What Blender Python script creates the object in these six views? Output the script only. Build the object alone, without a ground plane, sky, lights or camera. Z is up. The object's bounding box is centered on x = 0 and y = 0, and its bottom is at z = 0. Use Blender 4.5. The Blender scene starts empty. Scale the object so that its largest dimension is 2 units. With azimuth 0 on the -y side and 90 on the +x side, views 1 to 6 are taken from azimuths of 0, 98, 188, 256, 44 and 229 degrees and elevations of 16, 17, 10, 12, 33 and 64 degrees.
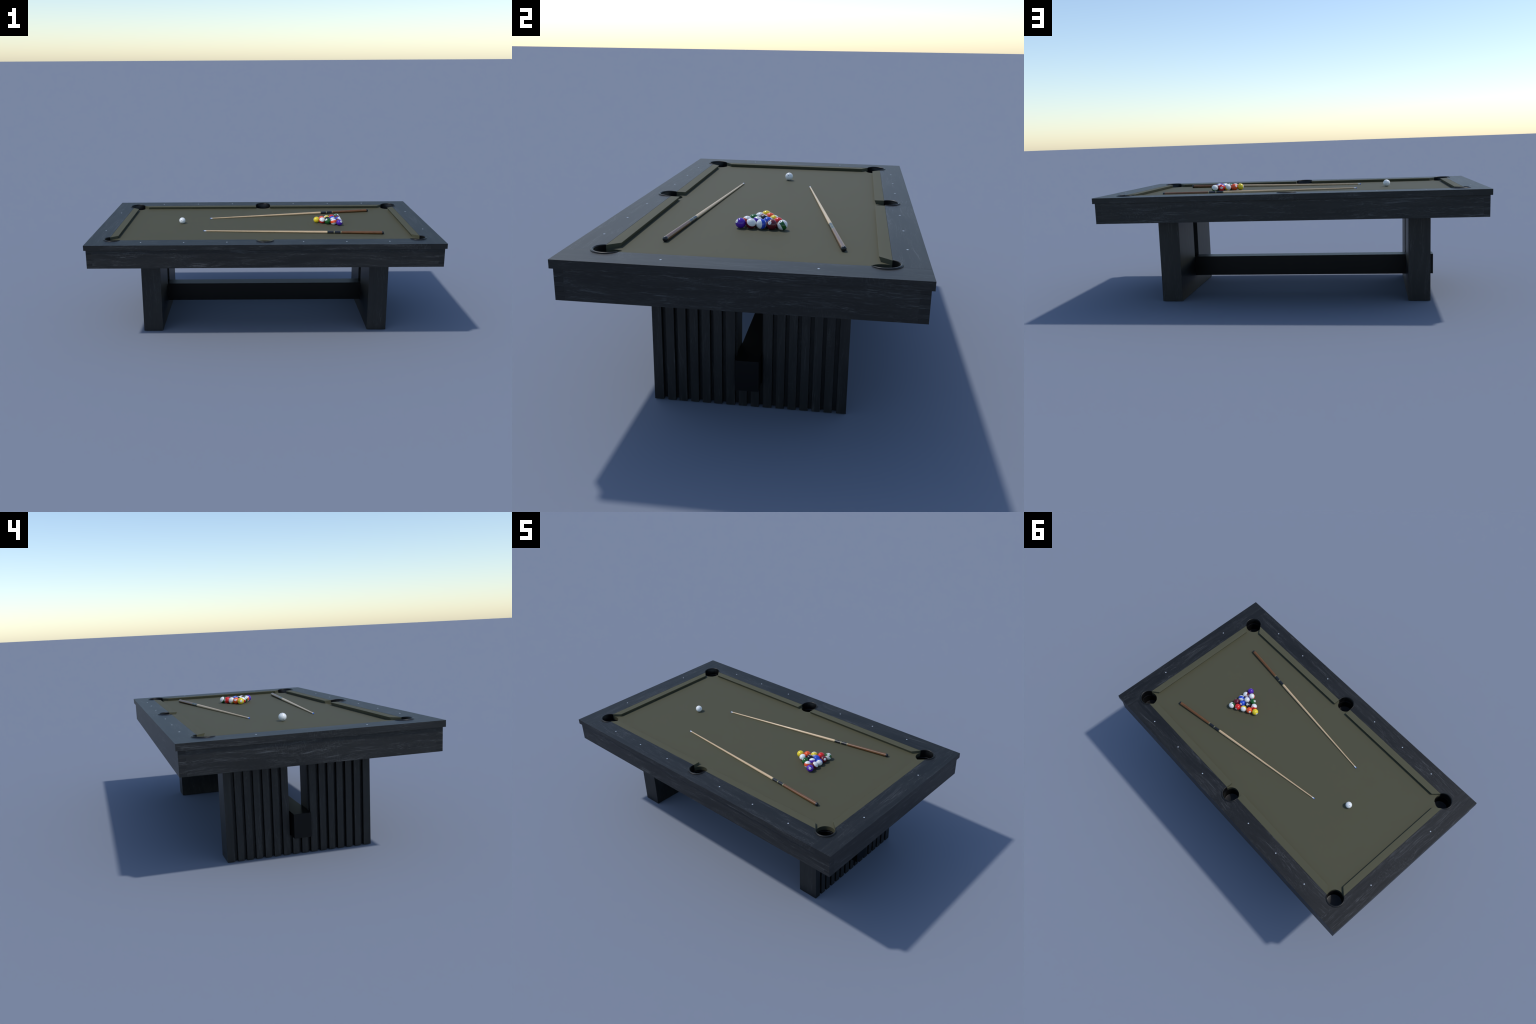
import math
import random

import bmesh
import bpy
from mathutils import Matrix, Vector

random.seed(7)

# ---------------------------------------------------------------- dimensions
HX, HY = 1.0, 0.5743            # outer half size of the rail frame
TOP = 0.5988                    # top of the rails
LIP = 0.5698                    # underside of the rails
AX, AY = 0.9900, 0.5655         # outer half size of the apron
APRON_LOW = 0.4643
APRON_T = 0.031                 # apron board thickness
CLOTH = 0.5830                  # playing surface
IX, IY = 0.8875, 0.4605         # inner edge of the rails
CUSHION = 0.0402                # cushion depth
POCKET_R = 0.0503               # cut-out in the rails
HOLE_R = 0.0475                 # hole in the cloth
CORNER = (0.8605, 0.4355)
SIDE = (0.0, 0.4695)
LEG_IN, LEG_OUT, LEG_Y = 0.6165, 0.7300, 0.3440
RECESS = 0.0195
BEAM = (0.7735, 0.0408, 0.0850, 0.1975)   # half length, half width, low, high
BALL_R = 0.0193
BALL_Z = CLOTH + BALL_R


# ---------------------------------------------------------------- node helper
class Nodes:
    def __init__(self, name):
        self.mat = bpy.data.materials.new(name)
        self.mat.use_nodes = True
        self.tree = self.mat.node_tree
        self.tree.nodes.clear()
        self.out = self.add("ShaderNodeOutputMaterial")
        self.bsdf = self.add("ShaderNodeBsdfPrincipled")
        self.tree.links.new(self.bsdf.outputs[0], self.out.inputs[0])

    def add(self, kind, **props):
        n = self.tree.nodes.new(kind)
        for k, v in props.items():
            setattr(n, k, v)
        return n

    def put(self, socket, value):
        if isinstance(value, bpy.types.NodeSocket):
            self.tree.links.new(value, socket)
        else:
            if socket.type == "RGBA" and len(value) == 3:
                value = (*value, 1.0)
            socket.default_value = value

    def math(self, op, a, b=0.0, c=0.0, clamp=False):
        n = self.add("ShaderNodeMath", operation=op, use_clamp=clamp)
        for s, v in zip(n.inputs, (a, b, c)):
            self.put(s, v)
        return n.outputs[0]

    def vec(self, op, a, b=(0, 0, 0)):
        n = self.add("ShaderNodeVectorMath", operation=op)
        self.put(n.inputs[0], a)
        if op == "SCALE":
            self.put(n.inputs["Scale"], b)
        else:
            self.put(n.inputs[1], b)
        return n.outputs["Value"] if op in ("DOT_PRODUCT", "LENGTH") else n.outputs[0]

    def mix(self, fac, a, b):
        n = self.add("ShaderNodeMix", data_type="RGBA")
        self.put(n.inputs["Factor"], fac)
        self.put(n.inputs[6], a)
        self.put(n.inputs[7], b)
        return n.outputs[2]

    def ramp(self, fac, lo, hi):
        n = self.add("ShaderNodeMapRange", interpolation_type="SMOOTHSTEP")
        self.put(n.inputs["Value"], fac)
        n.inputs["From Min"].default_value = lo
        n.inputs["From Max"].default_value = hi
        return n.outputs[0]

    def noise(self, vector, scale, detail=2.0, rough=0.5, distortion=0.0):
        n = self.add("ShaderNodeTexNoise")
        self.put(n.inputs["Vector"], vector)
        n.inputs["Scale"].default_value = scale
        n.inputs["Detail"].default_value = detail
        n.inputs["Roughness"].default_value = rough
        n.inputs["Distortion"].default_value = distortion
        return n.outputs["Fac"]

    def coord(self, which="Object"):
        return self.add("ShaderNodeTexCoord").outputs[which]

    def set(self, **kw):
        for k, v in kw.items():
            self.put(self.bsdf.inputs[k.replace("_", " ")], v)


# ---------------------------------------------------------------- materials
def wood_material(name, axis, dark, mid, light, streaks=1.0):
    """Black stained oak: bundles of fine pale pore lines along one object axis, with cross ripples."""
    m = Nodes(name)
    co = m.coord()
    rnd = m.add("ShaderNodeObjectInfo").outputs["Random"]
    co = m.vec("ADD", co, m.vec("SCALE", (17.3, 9.1, 23.7), rnd))

    def squeeze(v, along, across=1.0):
        return m.vec("MULTIPLY", v, [along if i == axis else across for i in range(3)])

    # the figure wanders: bend the lines with a slow noise
    bend = m.add("ShaderNodeTexNoise")
    m.put(bend.inputs["Vector"], squeeze(co, 0.42))
    bend.inputs["Scale"].default_value = 6.0
    bend.inputs["Detail"].default_value = 2.0
    bend.inputs["Roughness"].default_value = 0.35
    wob = m.vec("SCALE", m.vec("SUBTRACT", bend.outputs["Color"], (0.5, 0.5, 0.5)), 0.072)
    bent = m.vec("ADD", co, wob)
    lines = m.noise(squeeze(bent, 0.022), 330.0, 2.0, 0.55)
    hair = m.noise(squeeze(bent, 0.030), 780.0, 2.0, 0.6)
    bundle = m.noise(squeeze(bent, 0.060), 52.0, 3.0, 0.6)
    patch = m.noise(squeeze(co, 0.35), 9.0, 2.0, 0.5)
    tone = m.noise(squeeze(bent, 0.10), 24.0, 3.0, 0.55)
    broken = m.noise(squeeze(co, 0.35), 300.0, 2.0, 0.6)
    s1 = m.math("MULTIPLY", m.ramp(lines, 0.50, 0.68), m.ramp(bundle, 0.47, 0.68))
    s2 = m.math("MULTIPLY", m.ramp(hair, 0.50, 0.70), m.ramp(bundle, 0.36, 0.62))
    s = m.math("ADD", m.math("MULTIPLY", s1, 0.80), m.math("MULTIPLY", s2, 0.42))
    s = m.math("MULTIPLY", s, m.math("MULTIPLY_ADD", broken, 0.8, 0.55))
    # cross ripples (curly figure) inside a few pale patches
    ripple = m.noise(m.vec("ADD", squeeze(co, 1.0, 0.30), m.vec("SCALE", wob, 0.35)), 260.0, 1.0, 0.4, 0.5)
    s3 = m.math("MULTIPLY", m.ramp(ripple, 0.52, 0.72), m.ramp(patch, 0.55, 0.70))
    s = m.math("MULTIPLY_ADD", s3, 0.20, s)
    s = m.math("MULTIPLY", s, m.math("MULTIPLY_ADD", patch, 1.5, 0.25))
    faint = m.math("MULTIPLY", m.ramp(hair, 0.42, 0.72), m.ramp(broken, 0.30, 0.70))
    s = m.math("MULTIPLY_ADD", faint, 0.075, s)
    # end grain stays plain and darker
    unit = [0.0, 0.0, 0.0]
    unit[axis] = 1.0
    end = m.ramp(m.math("ABSOLUTE", m.vec("DOT_PRODUCT", m.coord("Normal"), unit)), 0.75, 0.95)
    s = m.math("MULTIPLY", m.math("MULTIPLY", s, m.math("SUBTRACT", 1.0, m.math("MULTIPLY", end, 0.93))), streaks, clamp=True)
    base = m.mix(m.ramp(tone, 0.40, 0.62), dark, mid)
    col = m.mix(s, base, light)
    col = m.mix(m.math("MULTIPLY", end, 0.55), col, (0.0030, 0.0033, 0.0038))
    bump = m.add("ShaderNodeBump")
    bump.inputs["Strength"].default_value = 0.12
    bump.inputs["Distance"].default_value = 0.0004
    m.put(bump.inputs["Height"], m.math("MULTIPLY_ADD", lines, 0.5, m.math("MULTIPLY", hair, 0.5)))
    m.set(Base_Color=col, Roughness=0.46, Normal=bump.outputs[0])
    m.bsdf.inputs["Specular IOR Level"].default_value = 0.40
    return m.mat


def cloth_material():
    m = Nodes("olive_cloth")
    co = m.coord()
    weave = m.noise(co, 900.0, 2.0, 0.6)
    soft = m.noise(co, 5.0, 3.0, 0.5)
    col = m.mix(soft, (0.0745, 0.0715, 0.0392), (0.0755, 0.0725, 0.0398))
    col = m.mix(m.math("MULTIPLY", weave, 0.25), col, (0.064, 0.061, 0.035))
    bump = m.add("ShaderNodeBump")
    bump.inputs["Strength"].default_value = 0.10
    bump.inputs["Distance"].default_value = 0.0003
    m.put(bump.inputs["Height"], weave)
    m.set(Base_Color=col, Roughness=0.75, Normal=bump.outputs[0])
    m.bsdf.inputs["Specular IOR Level"].default_value = 0.35
    return m.mat


def plain_material(name, color, rough, metallic=0.0, spec=0.5, coat=0.0, grain=0.06):
    m = Nodes(name)
    n = m.noise(m.coord(), 160.0, 2.0, 0.5)
    dark = tuple(c * (1 - grain) for c in color)
    m.set(Base_Color=m.mix(n, dark, color), Roughness=rough, Metallic=metallic)
    m.bsdf.inputs["Specular IOR Level"].default_value = spec
    m.bsdf.inputs["Coat Weight"].default_value = coat
    m.bsdf.inputs["Coat Roughness"].default_value = 0.08
    return m.mat


def shaft_material(name, pale, dark, scale, coat):
    """Turned wood, grain along local x."""
    m = Nodes(name)
    co = m.vec("ADD", m.coord(), m.vec("SCALE", (3.1, 1.7, 2.3), m.add("ShaderNodeObjectInfo").outputs["Random"]))
    g = m.noise(m.vec("MULTIPLY", co, (0.05, 1.0, 1.0)), scale, 3.0, 0.6, 0.4)
    h = m.noise(m.vec("MULTIPLY", co, (0.15, 1.0, 1.0)), scale * 2.4, 2.0, 0.5)
    f = m.math("MULTIPLY_ADD", h, 0.35, m.math("MULTIPLY", g, 0.65))
    m.set(Base_Color=m.mix(m.ramp(f, 0.35, 0.65), dark, pale), Roughness=0.34)
    m.bsdf.inputs["Specular IOR Level"].default_value = 0.40
    m.bsdf.inputs["Coat Weight"].default_value = coat
    m.bsdf.inputs["Coat Roughness"].default_value = 0.12
    return m.mat


def ball_material(name, color, striped):
    """Local z is the stripe's pole, local x carries the number disc."""
    m = Nodes(name)
    unit = m.vec("NORMALIZE", m.coord())
    sep = m.add("ShaderNodeSeparateXYZ")
    m.put(sep.inputs[0], unit)
    white = (0.76, 0.77, 0.76)
    col = color
    if striped:
        cap = m.ramp(m.math("ABSOLUTE", sep.outputs["Z"]), 0.400, 0.415)
        col = m.mix(cap, color, white)
    disc = m.ramp(sep.outputs["X"], 0.928, 0.936)
    col = m.mix(disc, col, white)
    m.set(Base_Color=col, Roughness=0.16)
    return m.mat


def cue_ball_material(name):
    m = Nodes(name)
    unit = m.vec("NORMALIZE", m.coord())
    ab = m.vec("ABSOLUTE", unit)
    sep = m.add("ShaderNodeSeparateXYZ")
    m.put(sep.inputs[0], ab)
    far = m.math("MAXIMUM", m.math("MAXIMUM", sep.outputs[0], sep.outputs[1]), sep.outputs[2])
    spot = m.ramp(far, 0.9935, 0.9960)
    m.set(Base_Color=m.mix(spot, (0.78, 0.79, 0.78), (0.13, 0.12, 0.13)), Roughness=0.16)
    return m.mat


WOOD = [
    wood_material(f"black_oak_grain_{'xyz'[a]}", a, (0.0037, 0.0040, 0.0040), (0.0078, 0.0081, 0.0080), (0.070, 0.072, 0.074))
    for a in range(3)
]
WOOD_LEG = wood_material("black_oak_leg", 2, (0.0056, 0.0062, 0.0065), (0.0092, 0.0099, 0.0101), (0.040, 0.042, 0.044), 1.0)
FELT = cloth_material()
BLACK = plain_material("black_lacquer", (0.0022, 0.0025, 0.0027), 0.38, spec=0.22)
LINER = plain_material("black_leather_liner", (0.0036, 0.0036, 0.0040), 0.40, spec=0.35)
SIGHT = plain_material("pearl_sight", (0.40, 0.43, 0.47), 0.25)
UNDER = plain_material("dark_underside", (0.010, 0.010, 0.011), 0.7)
INK = plain_material("number_ink", (0.010, 0.010, 0.012), 0.3)


# ---------------------------------------------------------------- mesh helpers
def make(name, bm, mat, parent=None, smooth=35.0, origin=None, bevel=0.0, segments=2):
    mesh = bpy.data.meshes.new(name)
    bmesh.ops.recalc_face_normals(bm, faces=bm.faces[:])
    bm.to_mesh(mesh)
    bm.free()
    obj = bpy.data.objects.new(name, mesh)
    bpy.context.scene.collection.objects.link(obj)
    mesh.materials.append(mat)
    if origin is not None:
        mesh.transform(Matrix.Translation(-Vector(origin)))
        obj.location = origin
    if bevel:
        b = obj.modifiers.new("edge", "BEVEL")
        b.width, b.segments, b.limit_method, b.angle_limit = bevel, segments, "ANGLE", math.radians(40)
    if smooth:
        for p in mesh.polygons:
            p.use_smooth = True
        if not bevel:
            mesh.set_sharp_from_angle(angle=math.radians(smooth))
    obj["soft"] = smooth
    if parent is not None:
        adopt(obj, parent)
    return obj


def adopt(obj, parent):
    obj.parent = parent
    obj.matrix_parent_inverse = Matrix.Translation(-Vector(parent.location))


def cuboid(bm, lo, hi):
    mid = [(a + b) / 2 for a, b in zip(lo, hi)]
    size = [b - a for a, b in zip(lo, hi)]
    bmesh.ops.create_cube(bm, size=1.0, matrix=Matrix.Translation(mid) @ Matrix.Diagonal((*size, 1.0)))


def box(name, lo, hi, mat, parent, bevel=0.0006):
    bm = bmesh.new()
    cuboid(bm, lo, hi)
    return make(name, bm, mat, parent, bevel=bevel, origin=[(a + b) / 2 for a, b in zip(lo, hi)])


def prism(bm, outline, axis, lo, hi):
    """Extrude a 2D outline along an axis; the outline's two numbers fill the other axes in order."""
    def place(p, d):
        q = list(p)
        q.insert(axis, d)
        return q
    low = [bm.verts.new(place(p, lo)) for p in outline]
    high = [bm.verts.new(place(p, hi)) for p in outline]
    bm.faces.new(low)
    bm.faces.new(high[::-1])
    n = len(outline)
    for i in range(n):
        bm.faces.new((low[i], high[i], high[(i + 1) % n], low[(i + 1) % n]))


def lathe(bm, profile, axis_x=True, steps=48, centre=(0, 0, 0)):
    """Closed surface of revolution about local x from (position, radius) pairs."""
    rings = []
    for s, r in profile:
        if r < 1e-6:
            rings.append([bm.verts.new((centre[0] + s, centre[1], centre[2]))])
        else:
            rings.append([bm.verts.new((centre[0] + s, centre[1] + r * math.cos(2 * math.pi * k / steps),
                                        centre[2] + r * math.sin(2 * math.pi * k / steps))) for k in range(steps)])
    for a, b in zip(rings, rings[1:]):
        for k in range(steps):
            j = (k + 1) % steps
            if len(a) == 1:
                bm.faces.new((a[0], b[k], b[j]))
            elif len(b) == 1:
                bm.faces.new((a[k], b[0], a[j]))
            else:
                bm.faces.new((a[k], b[k], b[j], a[j]))
    for ring in (rings[0], rings[-1]):
        if len(ring) > 1:
            bm.faces.new(ring)


def boolean(obj, cutters, op="DIFFERENCE"):
    for c in cutters:
        mod = obj.modifiers.new("cut", "BOOLEAN")
        mod.object, mod.operation, mod.solver = c, op, "EXACT"
    # cuts come before the edge rounding
    for i, mod in enumerate([m for m in obj.modifiers if m.type == "BOOLEAN"]):
        obj.modifiers.move(obj.modifiers.find(mod.name), i)


def bake(obj):
    """Apply the modifiers of an object."""
    deps = bpy.context.evaluated_depsgraph_get()
    mesh = bpy.data.meshes.new_from_object(obj.evaluated_get(deps))
    old = obj.data
    obj.modifiers.clear()
    obj.data = mesh
    mesh.name = old.name
    for p in mesh.polygons:
        p.use_smooth = True
    mesh.set_sharp_from_angle(angle=math.radians(12.0))


def cylinder(x, y, r, lo, hi, steps=96):
    bm = bmesh.new()
    pts = [(x + r * math.cos(2 * math.pi * k / steps), y + r * math.sin(2 * math.pi * k / steps)) for k in range(steps)]
    prism(bm, pts, 2, lo, hi)
    return make("cutter", bm, UNDER, smooth=0)


# ---------------------------------------------------------------- the table
table = bpy.data.objects.new("pool_table", None)
bpy.context.scene.collection.objects.link(table)
table["label"] = "modern black oak pool table with olive cloth and slatted pedestal legs"
table["category"] = "pool table"

pockets = [(sx * CORNER[0], sy * CORNER[1]) for sx in (-1, 1) for sy in (-1, 1)] + [(0.0, sy * SIDE[1]) for sy in (-1, 1)]
cutters = [cylinder(x, y, POCKET_R, 0.52, 0.66) for x, y in pockets]

# rails: the end rails run the full width with a small tongue over the long rails
STEP_Z, STEP_X = 0.5875, 0.9073
GAP = 0.00015
for sy in (-1, 1):
    bm = bmesh.new()
    a, b = IX - GAP, STEP_X - GAP
    prism(bm, [(-b, LIP), (b, LIP), (b, STEP_Z - GAP), (a, STEP_Z - GAP), (a, TOP), (-a, TOP), (-a, STEP_Z - GAP), (-b, STEP_Z - GAP)],
          1, min(sy * IY, sy * HY), max(sy * IY, sy * HY))
    rail = make("long_rail", bm, WOOD[0], table, bevel=0.0007, origin=(0, sy * 0.517, 0.584))
    boolean(rail, cutters)
for sx in (-1, 1):
    bm = bmesh.new()
    prism(bm, [(sx * IX, STEP_Z), (sx * STEP_X, STEP_Z), (sx * STEP_X, LIP), (sx * HX, LIP), (sx * HX, TOP), (sx * IX, TOP)], 1, -HY, HY)
    rail = make("end_rail", bm, WOOD[1], table, bevel=0.0007, origin=(sx * 0.95, 0, 0.584))
    boolean(rail, cutters)

# sights set into the rails: small pearl diamonds
sight_bm = bmesh.new()
cuboid(sight_bm, (-0.0034, -0.0034, -0.002), (0.0034, 0.0034, 0.0006))
sight_data = make("sight", sight_bm, SIGHT, table, bevel=0.0004)
spots = [(sx * x, sy * 0.5138) for sy in (-1, 1) for sx in (-1, 1) for x in (0.2135, 0.4540, 0.6935)]
spots += [(sx * 0.9425, sy * 0.2402) for sx in (-1, 1) for sy in (-1, 1)]
for i, (x, y) in enumerate(spots):
    s = sight_data if i == 0 else sight_data.copy()
    if i:
        bpy.context.scene.collection.objects.link(s)
    s.location = (x, y, TOP)
    s.rotation_euler = (0, 0, math.pi / 4)

# bed: cloth-covered slate with the pocket holes
bm = bmesh.new()
cuboid(bm, (-0.8870, -0.4600, 0.5600), (0.8870, 0.4600, CLOTH))
bed = make("cloth_bed", bm, FELT, table, smooth=30, bevel=0.0012, segments=3)
hole_cutters = [cylinder(x, y, HOLE_R, 0.50, 0.66) for x, y in pockets]
boolean(bed, hole_cutters)

# cushions: profile from the rail inwards, ends cut along the jaw lines
PROFILE = [(0.0, CLOTH - 0.0004), (0.0, 0.5984), (0.0030, 0.5987), (0.0394, 0.5986), (0.0402, 0.5980), (0.0399, 0.5968), (0.0336, CLOTH - 0.0004)]


def cushion(back0, nose0, back1, nose1, place):
    bm = bmesh.new()
    loops = []
    for back, nose in ((back0, nose0), (back1, nose1)):
        loops.append([bm.verts.new(place(back + (nose - back) * d / CUSHION, d, z)) for d, z in PROFILE])
    bm.faces.new(loops[0])
    bm.faces.new(loops[1][::-1])
    n = len(PROFILE)
    for i in range(n):
        bm.faces.new((loops[0][i], loops[1][i], loops[1][(i + 1) % n], loops[0][(i + 1) % n]))
    make("cushion", bm, FELT, table, smooth=12)


for sy in (-1, 1):
    for sx in (-1, 1):
        cushion(0.0492, 0.0488, 0.8192, 0.7842, lambda t, d, z, sx=sx, sy=sy: (sx * t, sy * (IY - 0.0005 - d), z))
for sx in (-1, 1):
    cushion(-0.3950, -0.3608, 0.3950, 0.3608, lambda t, d, z, sx=sx: (sx * (IX - 0.0005 - d), t, z))


LINER_R = 0.0476


# pocket liners: leather wall and raised rim in the rail, cup below the slate
def pocket(cx, cy, start, stop):
    steps = 56
    def ring(points, a):
        bm = bmesh.new()
        rows = []
        for t in a:
            rows.append([bm.verts.new((cx + r * math.cos(t), cy + r * math.sin(t), z)) for r, z in points])
        m = len(points)
        for p, q in zip(rows, rows[1:] + rows[:1]):
            for i in range(m):
                bm.faces.new((p[i], q[i], q[(i + 1) % m], p[(i + 1) % m]))
        return bm
    a0, a1 = math.radians(start), math.radians(stop)
    arc = [a0 + (a1 - a0) * k / steps for k in range(steps + 1)]
    # leather wall with a rolled rim on the wood; the roll swells towards the middle of the arc
    bm = bmesh.new()
    rows = []
    for k, t in enumerate(arc):
        swell = 0.0010 + 0.0046 * math.sin(math.pi * k / steps) ** 0.75
        mid = LINER_R - 0.0006 + swell
        high = min(swell, 0.0040) + 0.0006
        roll = [(mid + swell * math.cos(math.radians(u)), TOP + high * math.sin(math.radians(u))) for u in range(-34, 215, 31)]
        points = [(LINER_R + 0.0026, 0.5600), (LINER_R + 0.0026, TOP - 0.004)] + roll + [(LINER_R, TOP - 0.003), (LINER_R, 0.5600)]
        rows.append([bm.verts.new((cx + q * math.cos(t), cy + q * math.sin(t), z)) for q, z in points])
    for p, q in zip(rows, rows[1:]):
        for i in range(len(p)):
            j = (i + 1) % len(p)
            bm.faces.new((p[i], q[i], q[j], p[j]))
    bm.faces.new(rows[0])
    bm.faces.new(rows[-1][::-1])
    rim = make("pocket_rim", bm, LINER, table, smooth=50)
    full = [2 * math.pi * k / 72 for k in range(72)]
    cup = [(0.0503, 0.5596), (0.0503, 0.4980), (0.0400, 0.4935), (0.0005, 0.4935), (0.0005, 0.4975), (0.0400, 0.4975),
           (0.0432, 0.4985), (0.0447, 0.5010), (0.0456, 0.5500), (0.0459, 0.5525), (0.0474, 0.5540), (0.0476, 0.5596)]
    cup_obj = make("pocket_cup", ring(cup, full), LINER, table, smooth=40)
    return rim, cup_obj


for sx in (-1, 1):
    for sy in (-1, 1):
        lo, hi = -56.0, 149.0
        if sx < 0:
            lo, hi = 180 - hi, 180 - lo
        if sy < 0:
            lo, hi = -hi, -lo
        pocket(sx * CORNER[0], sy * CORNER[1], lo, hi)
pocket(0, SIDE[1], -11, 191)
pocket(0, -SIDE[1], -191, 11)

# apron boards with finger joints
FINGERS = 7
FH = (LIP - APRON_LOW) / FINGERS


def comb(length_half, keep):
    """Outline (along, z) of a board whose ends carry the fingers numbered in keep, counted from the top."""
    short = length_half - APRON_T
    right = []
    for i in range(FINGERS):
        reach = length_half if i % 2 == keep else short - 0.0
        z1 = LIP - i * FH - (0.00012 if i else 0.0008)
        z0 = LIP - (i + 1) * FH + (0.00012 if i < FINGERS - 1 else 0)
        right += [(reach, z1), (reach, z0)]
    left = [(-x, z) for x, z in right[::-1]]
    return right + left


for sy in (-1, 1):
    bm = bmesh.new()
    prism(bm, comb(AX, 0), 1, min(sy * AY, sy * (AY - APRON_T)), max(sy * AY, sy * (AY - APRON_T)))
    make("long_apron", bm, WOOD[0], table, origin=(0, sy * 0.55, 0.517), bevel=0.00025, segments=1)
for sx in (-1, 1):
    bm = bmesh.new()
    pts = comb(AY - 0.0, 1)
    prism(bm, pts, 0, min(sx * AX, sx * (AX - APRON_T)), max(sx * AX, sx * (AX - APRON_T)))
    make("end_apron", bm, WOOD[1], table, origin=(sx * 0.97, 0, 0.517), bevel=0.00025, segments=1)
box("under_panel", (-0.958, -0.534, 0.4740), (0.958, 0.534, 0.4900), UNDER, table, bevel=0)

# legs: a board body with a slot for the beam, slats on the outer face
SLATS = [(c, 0.0290) for c in (0.0217, 0.1104, 0.1526, 0.1952, 0.2382, 0.2800)] + [(0.0657, 0.0312)]
SLOT = 0.0440
leg_top = 0.4735
for sx in (-1, 1):
    bm = bmesh.new()
    face = LEG_OUT - RECESS
    post = 0.3097
    pts = [(LEG_IN, -LEG_Y), (LEG_OUT, -LEG_Y), (LEG_OUT, -post), (face, -post), (face, post), (LEG_OUT, post), (LEG_OUT, LEG_Y), (LEG_IN, LEG_Y)]
    prism(bm, [(sx * x, y) for x, y in pts], 2, 0.0, leg_top)
    leg = make("leg", bm, WOOD_LEG, table, bevel=0.0008, origin=(sx * 0.67, 0, 0))
    slot_bm = bmesh.new()
    cuboid(slot_bm, (min(sx * 0.58, sx * 0.76), -SLOT, BEAM[2] - 0.001), (max(sx * 0.58, sx * 0.76), SLOT, 0.56))
    slot = make("cutter", slot_bm, UNDER, smooth=0)
    boolean(leg, [slot])
    cutters.append(slot)
    for c, w in SLATS:
        for sy in (-1, 1):
            high = BEAM[2] - 0.0012 if c < 0.03 else leg_top
            x0, x1 = sorted((sx * (face - 0.001), sx * LEG_OUT))
            slat = box("slat", (x0, sy * c - w / 2, 0.0), (x1, sy * c + w / 2, high), WOOD_LEG, leg, bevel=0.0005)
box("beam", (-BEAM[0] + 0.0035, -BEAM[1], BEAM[2]), (BEAM[0] + 0.0035, BEAM[1], BEAM[3]), BLACK, table, bevel=0.0005)


# ---------------------------------------------------------------- cues
MAPLE = shaft_material("maple_shaft", (0.64, 0.46, 0.27), (0.53, 0.37, 0.21), 420.0, 0.15)
BROWN = shaft_material("walnut_butt", (0.172, 0.069, 0.019), (0.092, 0.036, 0.009), 380.0, 0.22)
WRAP = plain_material("black_wrap", (0.008, 0.009, 0.012), 0.28, coat=0.1)
BRASS = plain_material("pale_brass_ring", (0.26, 0.24, 0.12), 0.40, metallic=0.2)
FERRULE = plain_material("white_ferrule", (0.72, 0.74, 0.78), 0.3)
CHALK = plain_material("blue_chalk_tip", (0.05, 0.16, 0.62), 0.8)
BUMPER = plain_material("black_bumper", (0.007, 0.008, 0.012), 0.3)
R_TIP, R_BUTT, CUE_L = 0.0034, 0.0093, 1.0705
TAPER = [(0.0, R_TIP), (0.30, 0.0049), (0.737, 0.0075), (0.822, 0.0079), (1.059, 0.0092), (CUE_L, R_BUTT)]


def cue(tip, butt):
    def rad(s):
        for (s0, r0), (s1, r1) in zip(TAPER, TAPER[1:]):
            if s <= s1:
                return r0 + (r1 - r0) * (s - s0) / (s1 - s0)
        return R_BUTT
    tip = Vector((*tip, CLOTH + R_TIP + 0.0002))
    butt = Vector((*butt, CLOTH + R_BUTT + 0.0002))
    way = (butt - tip).normalized()
    rot = way.to_track_quat("X", "Z")
    root = bpy.data.objects.new("cue_stick", None)
    bpy.context.scene.collection.objects.link(root)
    root["label"] = "tapered pool cue, pale maple shaft, dark brown butt, blue tip"
    root["category"] = "pool cue"
    root.location = tip
    root.rotation_mode = "QUATERNION"
    root.rotation_quaternion = rot
    parts = [("tip", 0.0, 0.0045, CHALK, 0.0), ("ferrule", 0.0045, 0.0165, FERRULE, 0.0), ("shaft", 0.0165, 0.7370, MAPLE, 0.0),
             ("ring", 0.7370, 0.7412, BRASS, 0.0001), ("wrap", 0.7412, 0.7768, WRAP, 0.0001), ("ring", 0.7768, 0.7820, BRASS, 0.0001),
             ("wrap", 0.7820, 0.8172, WRAP, 0.0001), ("ring", 0.8172, 0.8220, BRASS, 0.0001), ("butt", 0.8220, 1.0590, BROWN, 0.0),
             ("bumper", 1.0590, CUE_L, BUMPER, 0.0001)]
    for name, a, b, mat, fat in parts:
        bm = bmesh.new()
        prof = [(a, rad(a) + fat), (b, rad(b) + fat)]
        if name == "tip":
            prof = [(0.0, 0.0), (0.0004, 0.0014), (0.0012, 0.0026), (0.0022, rad(0.002)), (b, rad(b))]
        elif name == "bumper":
            r = rad(b)
            prof = [(a, r)] + [(b - 0.0070 + 0.0070 * math.sin(math.radians(t)), r - 0.0070 + 0.0070 * math.cos(math.radians(t))) for t in range(0, 91, 15)] + [(b, 0.0)]
        elif name == "shaft":
            prof = [(a + (b - a) * k / 8, rad(a + (b - a) * k / 8)) for k in range(9)]
        lathe(bm, prof, steps=32)
        part = make(name, bm, mat, smooth=40)
        part.parent = root


cue((-0.3653, -0.2081), (0.7005, -0.2984))
cue((-0.3477, 0.1177), (0.7052, 0.3090))

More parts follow.
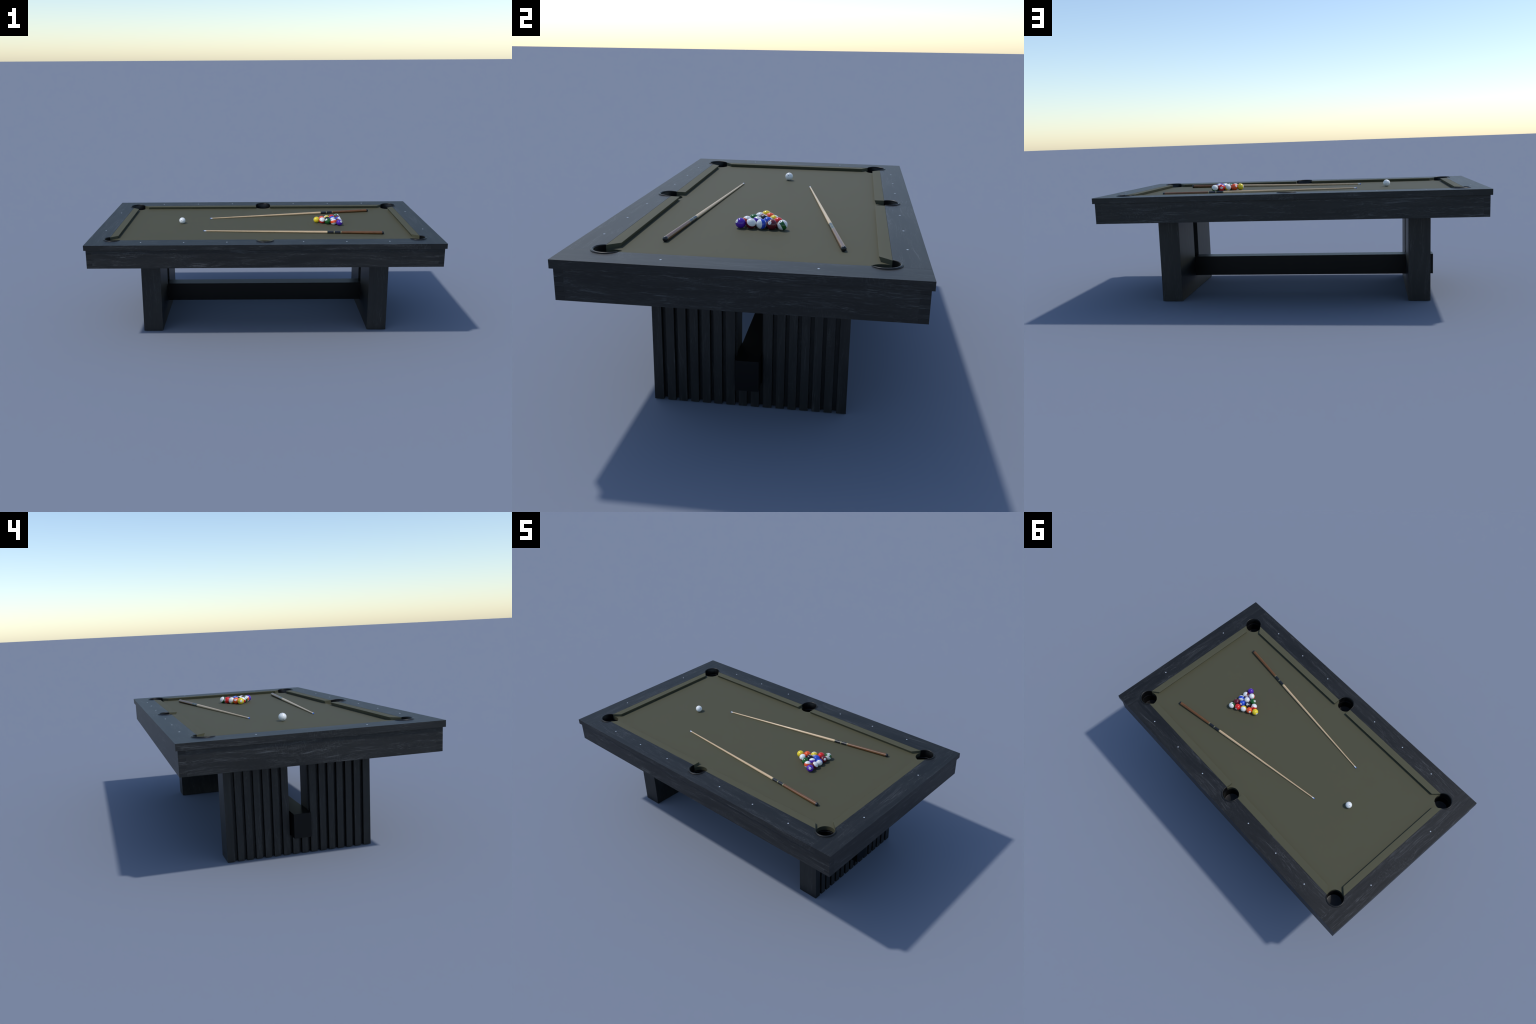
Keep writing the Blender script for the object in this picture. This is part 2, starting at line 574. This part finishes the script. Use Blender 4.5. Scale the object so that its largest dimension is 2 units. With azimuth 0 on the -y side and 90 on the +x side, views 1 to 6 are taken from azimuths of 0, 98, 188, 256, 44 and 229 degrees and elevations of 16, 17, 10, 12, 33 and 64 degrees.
# ---------------------------------------------------------------- balls
YELLOW, BLUE, RED, PURPLE = (0.78, 0.60, 0.022), (0.018, 0.065, 0.50), (0.66, 0.018, 0.016), (0.080, 0.014, 0.36)
ORANGE, GREEN, MAROON, JET = (0.80, 0.085, 0.018), (0.010, 0.105, 0.018), (0.115, 0.007, 0.016), (0.010, 0.012, 0.017)
TINTS = [YELLOW, BLUE, RED, PURPLE, ORANGE, GREEN, MAROON, JET]
TINT_NAMES = ["yellow", "blue", "red", "purple", "orange", "green", "maroon", "black"]
RACK = [[1], [11, 5], [6, 8, 9], [13, 12, 2, 3], [4, 15, 10, 7, 14]]
FACING = {1: (-0.994, 0.102, 0.048), 2: (-0.12, 0.79, 0.602), 3: (-0.274, 0.959, 0.076), 4: (0.521, -0.700, 0.489), 5: (-0.82, 0.437, 0.368),
          6: (-0.68, -0.419, 0.601), 7: (0.777, -0.365, 0.512), 8: (-0.041, 0.376, 0.926), 11: (0.18, 0.831, 0.526), 14: (0.431, -0.313, 0.846),
          15: (-0.809, 0.39, 0.441)}
POLE = {9: (-0.609, 0.659, 0.442), 10: (0.626, -0.774, 0.092), 11: (0.010, -0.552, 0.834), 12: (-0.323, 0.387, 0.864), 13: (-0.174, 0.328, 0.929),
        14: (-0.300, 0.816, 0.494), 15: (0.598, 0.328, 0.731)}

sphere_bm = bmesh.new()
bmesh.ops.create_uvsphere(sphere_bm, u_segments=64, v_segments=32, radius=BALL_R)
sphere_mesh = bpy.data.meshes.new("billiard_ball")
for f in sphere_bm.faces:
    f.smooth = True
sphere_bm.to_mesh(sphere_mesh)
sphere_bm.free()


def number_mesh(text):
    """Digits printed on the disc of a ball, wrapped onto the sphere."""
    cu = bpy.data.curves.new("digits", "FONT")
    cu.body = text
    cu.align_x, cu.align_y = "CENTER", "CENTER"
    cu.size = 0.0082 if len(text) == 1 else 0.0066
    cu.offset = 0.00018
    tmp = bpy.data.objects.new("digits", cu)
    bpy.context.scene.collection.objects.link(tmp)
    bpy.context.view_layer.update()
    flat = bpy.data.meshes.new_from_object(tmp.evaluated_get(bpy.context.evaluated_depsgraph_get()))
    bpy.data.objects.remove(tmp)
    bm = bmesh.new()
    bm.from_mesh(flat)
    ys = [v.co.y for v in bm.verts]
    shift = (max(ys) + min(ys)) / 2
    bmesh.ops.subdivide_edges(bm, edges=bm.edges[:], cuts=1)
    bmesh.ops.triangulate(bm, faces=bm.faces[:])
    r = BALL_R + 0.00006
    for v in bm.verts:
        a, b = v.co.x, v.co.y - shift
        v.co = Vector((math.sqrt(max(r * r - a * a - b * b, 0)), a, b))
    ex = bmesh.ops.extrude_face_region(bm, geom=bm.faces[:])
    for v in ex["geom"]:
        if isinstance(v, bmesh.types.BMVert):
            v.co *= 1.0 - 0.00012 / r
    return bm


for i, row in enumerate(RACK):
    for j, n in enumerate(row):
        face = Vector(FACING.get(n, (0.0, 0.0, 0.0)))
        if n in POLE:
            z = Vector(POLE[n]).normalized()
            if face.length < 0.1:
                face = Vector((0.1, 0.1, -1.0))
            x = (face - z * face.dot(z)).normalized()
        else:
            x = face.normalized()
            z = (Vector((0.15, 0.25, 1.0)) - x * x.dot(Vector((0.15, 0.25, 1.0)))).normalized()
        y = z.cross(x)
        tint = TINT_NAMES[(n - 1) % 8]
        ball = bpy.data.objects.new("billiard_ball", sphere_mesh.copy())
        ball.data.materials.append(ball_material(f"{tint}_{'stripe' if n > 8 else 'solid'}_resin", TINTS[(n - 1) % 8], n > 8))
        bpy.context.scene.collection.objects.link(ball)
        ball.location = (0.3315 + 0.03365 * i, 0.0388 * (j - i / 2), BALL_Z)
        ball.rotation_euler = Matrix((x, y, z)).transposed().to_euler()
        ball["label"] = f"glossy {'white ball with ' + tint + ' stripe' if n > 8 else 'solid ' + tint + ' ball'} and number disc"
        ball["category"] = "billiard ball"
        digits = make("number", number_mesh(str(n)), INK, smooth=0)
        digits.parent = ball

white = bpy.data.objects.new("cue_ball", sphere_mesh.copy())
white.data.materials.append(cue_ball_material("ivory_resin"))
bpy.context.scene.collection.objects.link(white)
white.location = (-0.5136, -0.0012, BALL_Z)
white["label"] = "glossy plain white cue ball with tiny dark spots"
white["category"] = "cue ball"
CUE_SPOT = ((0.89, -0.10, 0.445), (0.195, 0.955, -0.20))
cx_ = Vector(CUE_SPOT[0]).normalized()
cz_ = cx_.cross(Vector(CUE_SPOT[1])).normalized()
white.rotation_euler = Matrix((cx_, cz_.cross(cx_), cz_)).transposed().to_euler()

# ---------------------------------------------------------------- finish
bpy.context.view_layer.update()
for obj in [o for o in bpy.context.scene.objects if o.type == "MESH" and o.modifiers]:
    bake(obj)
for c in cutters + hole_cutters:
    bpy.data.objects.remove(c)
for obj in bpy.context.scene.objects:
    if "soft" in obj:
        del obj["soft"]
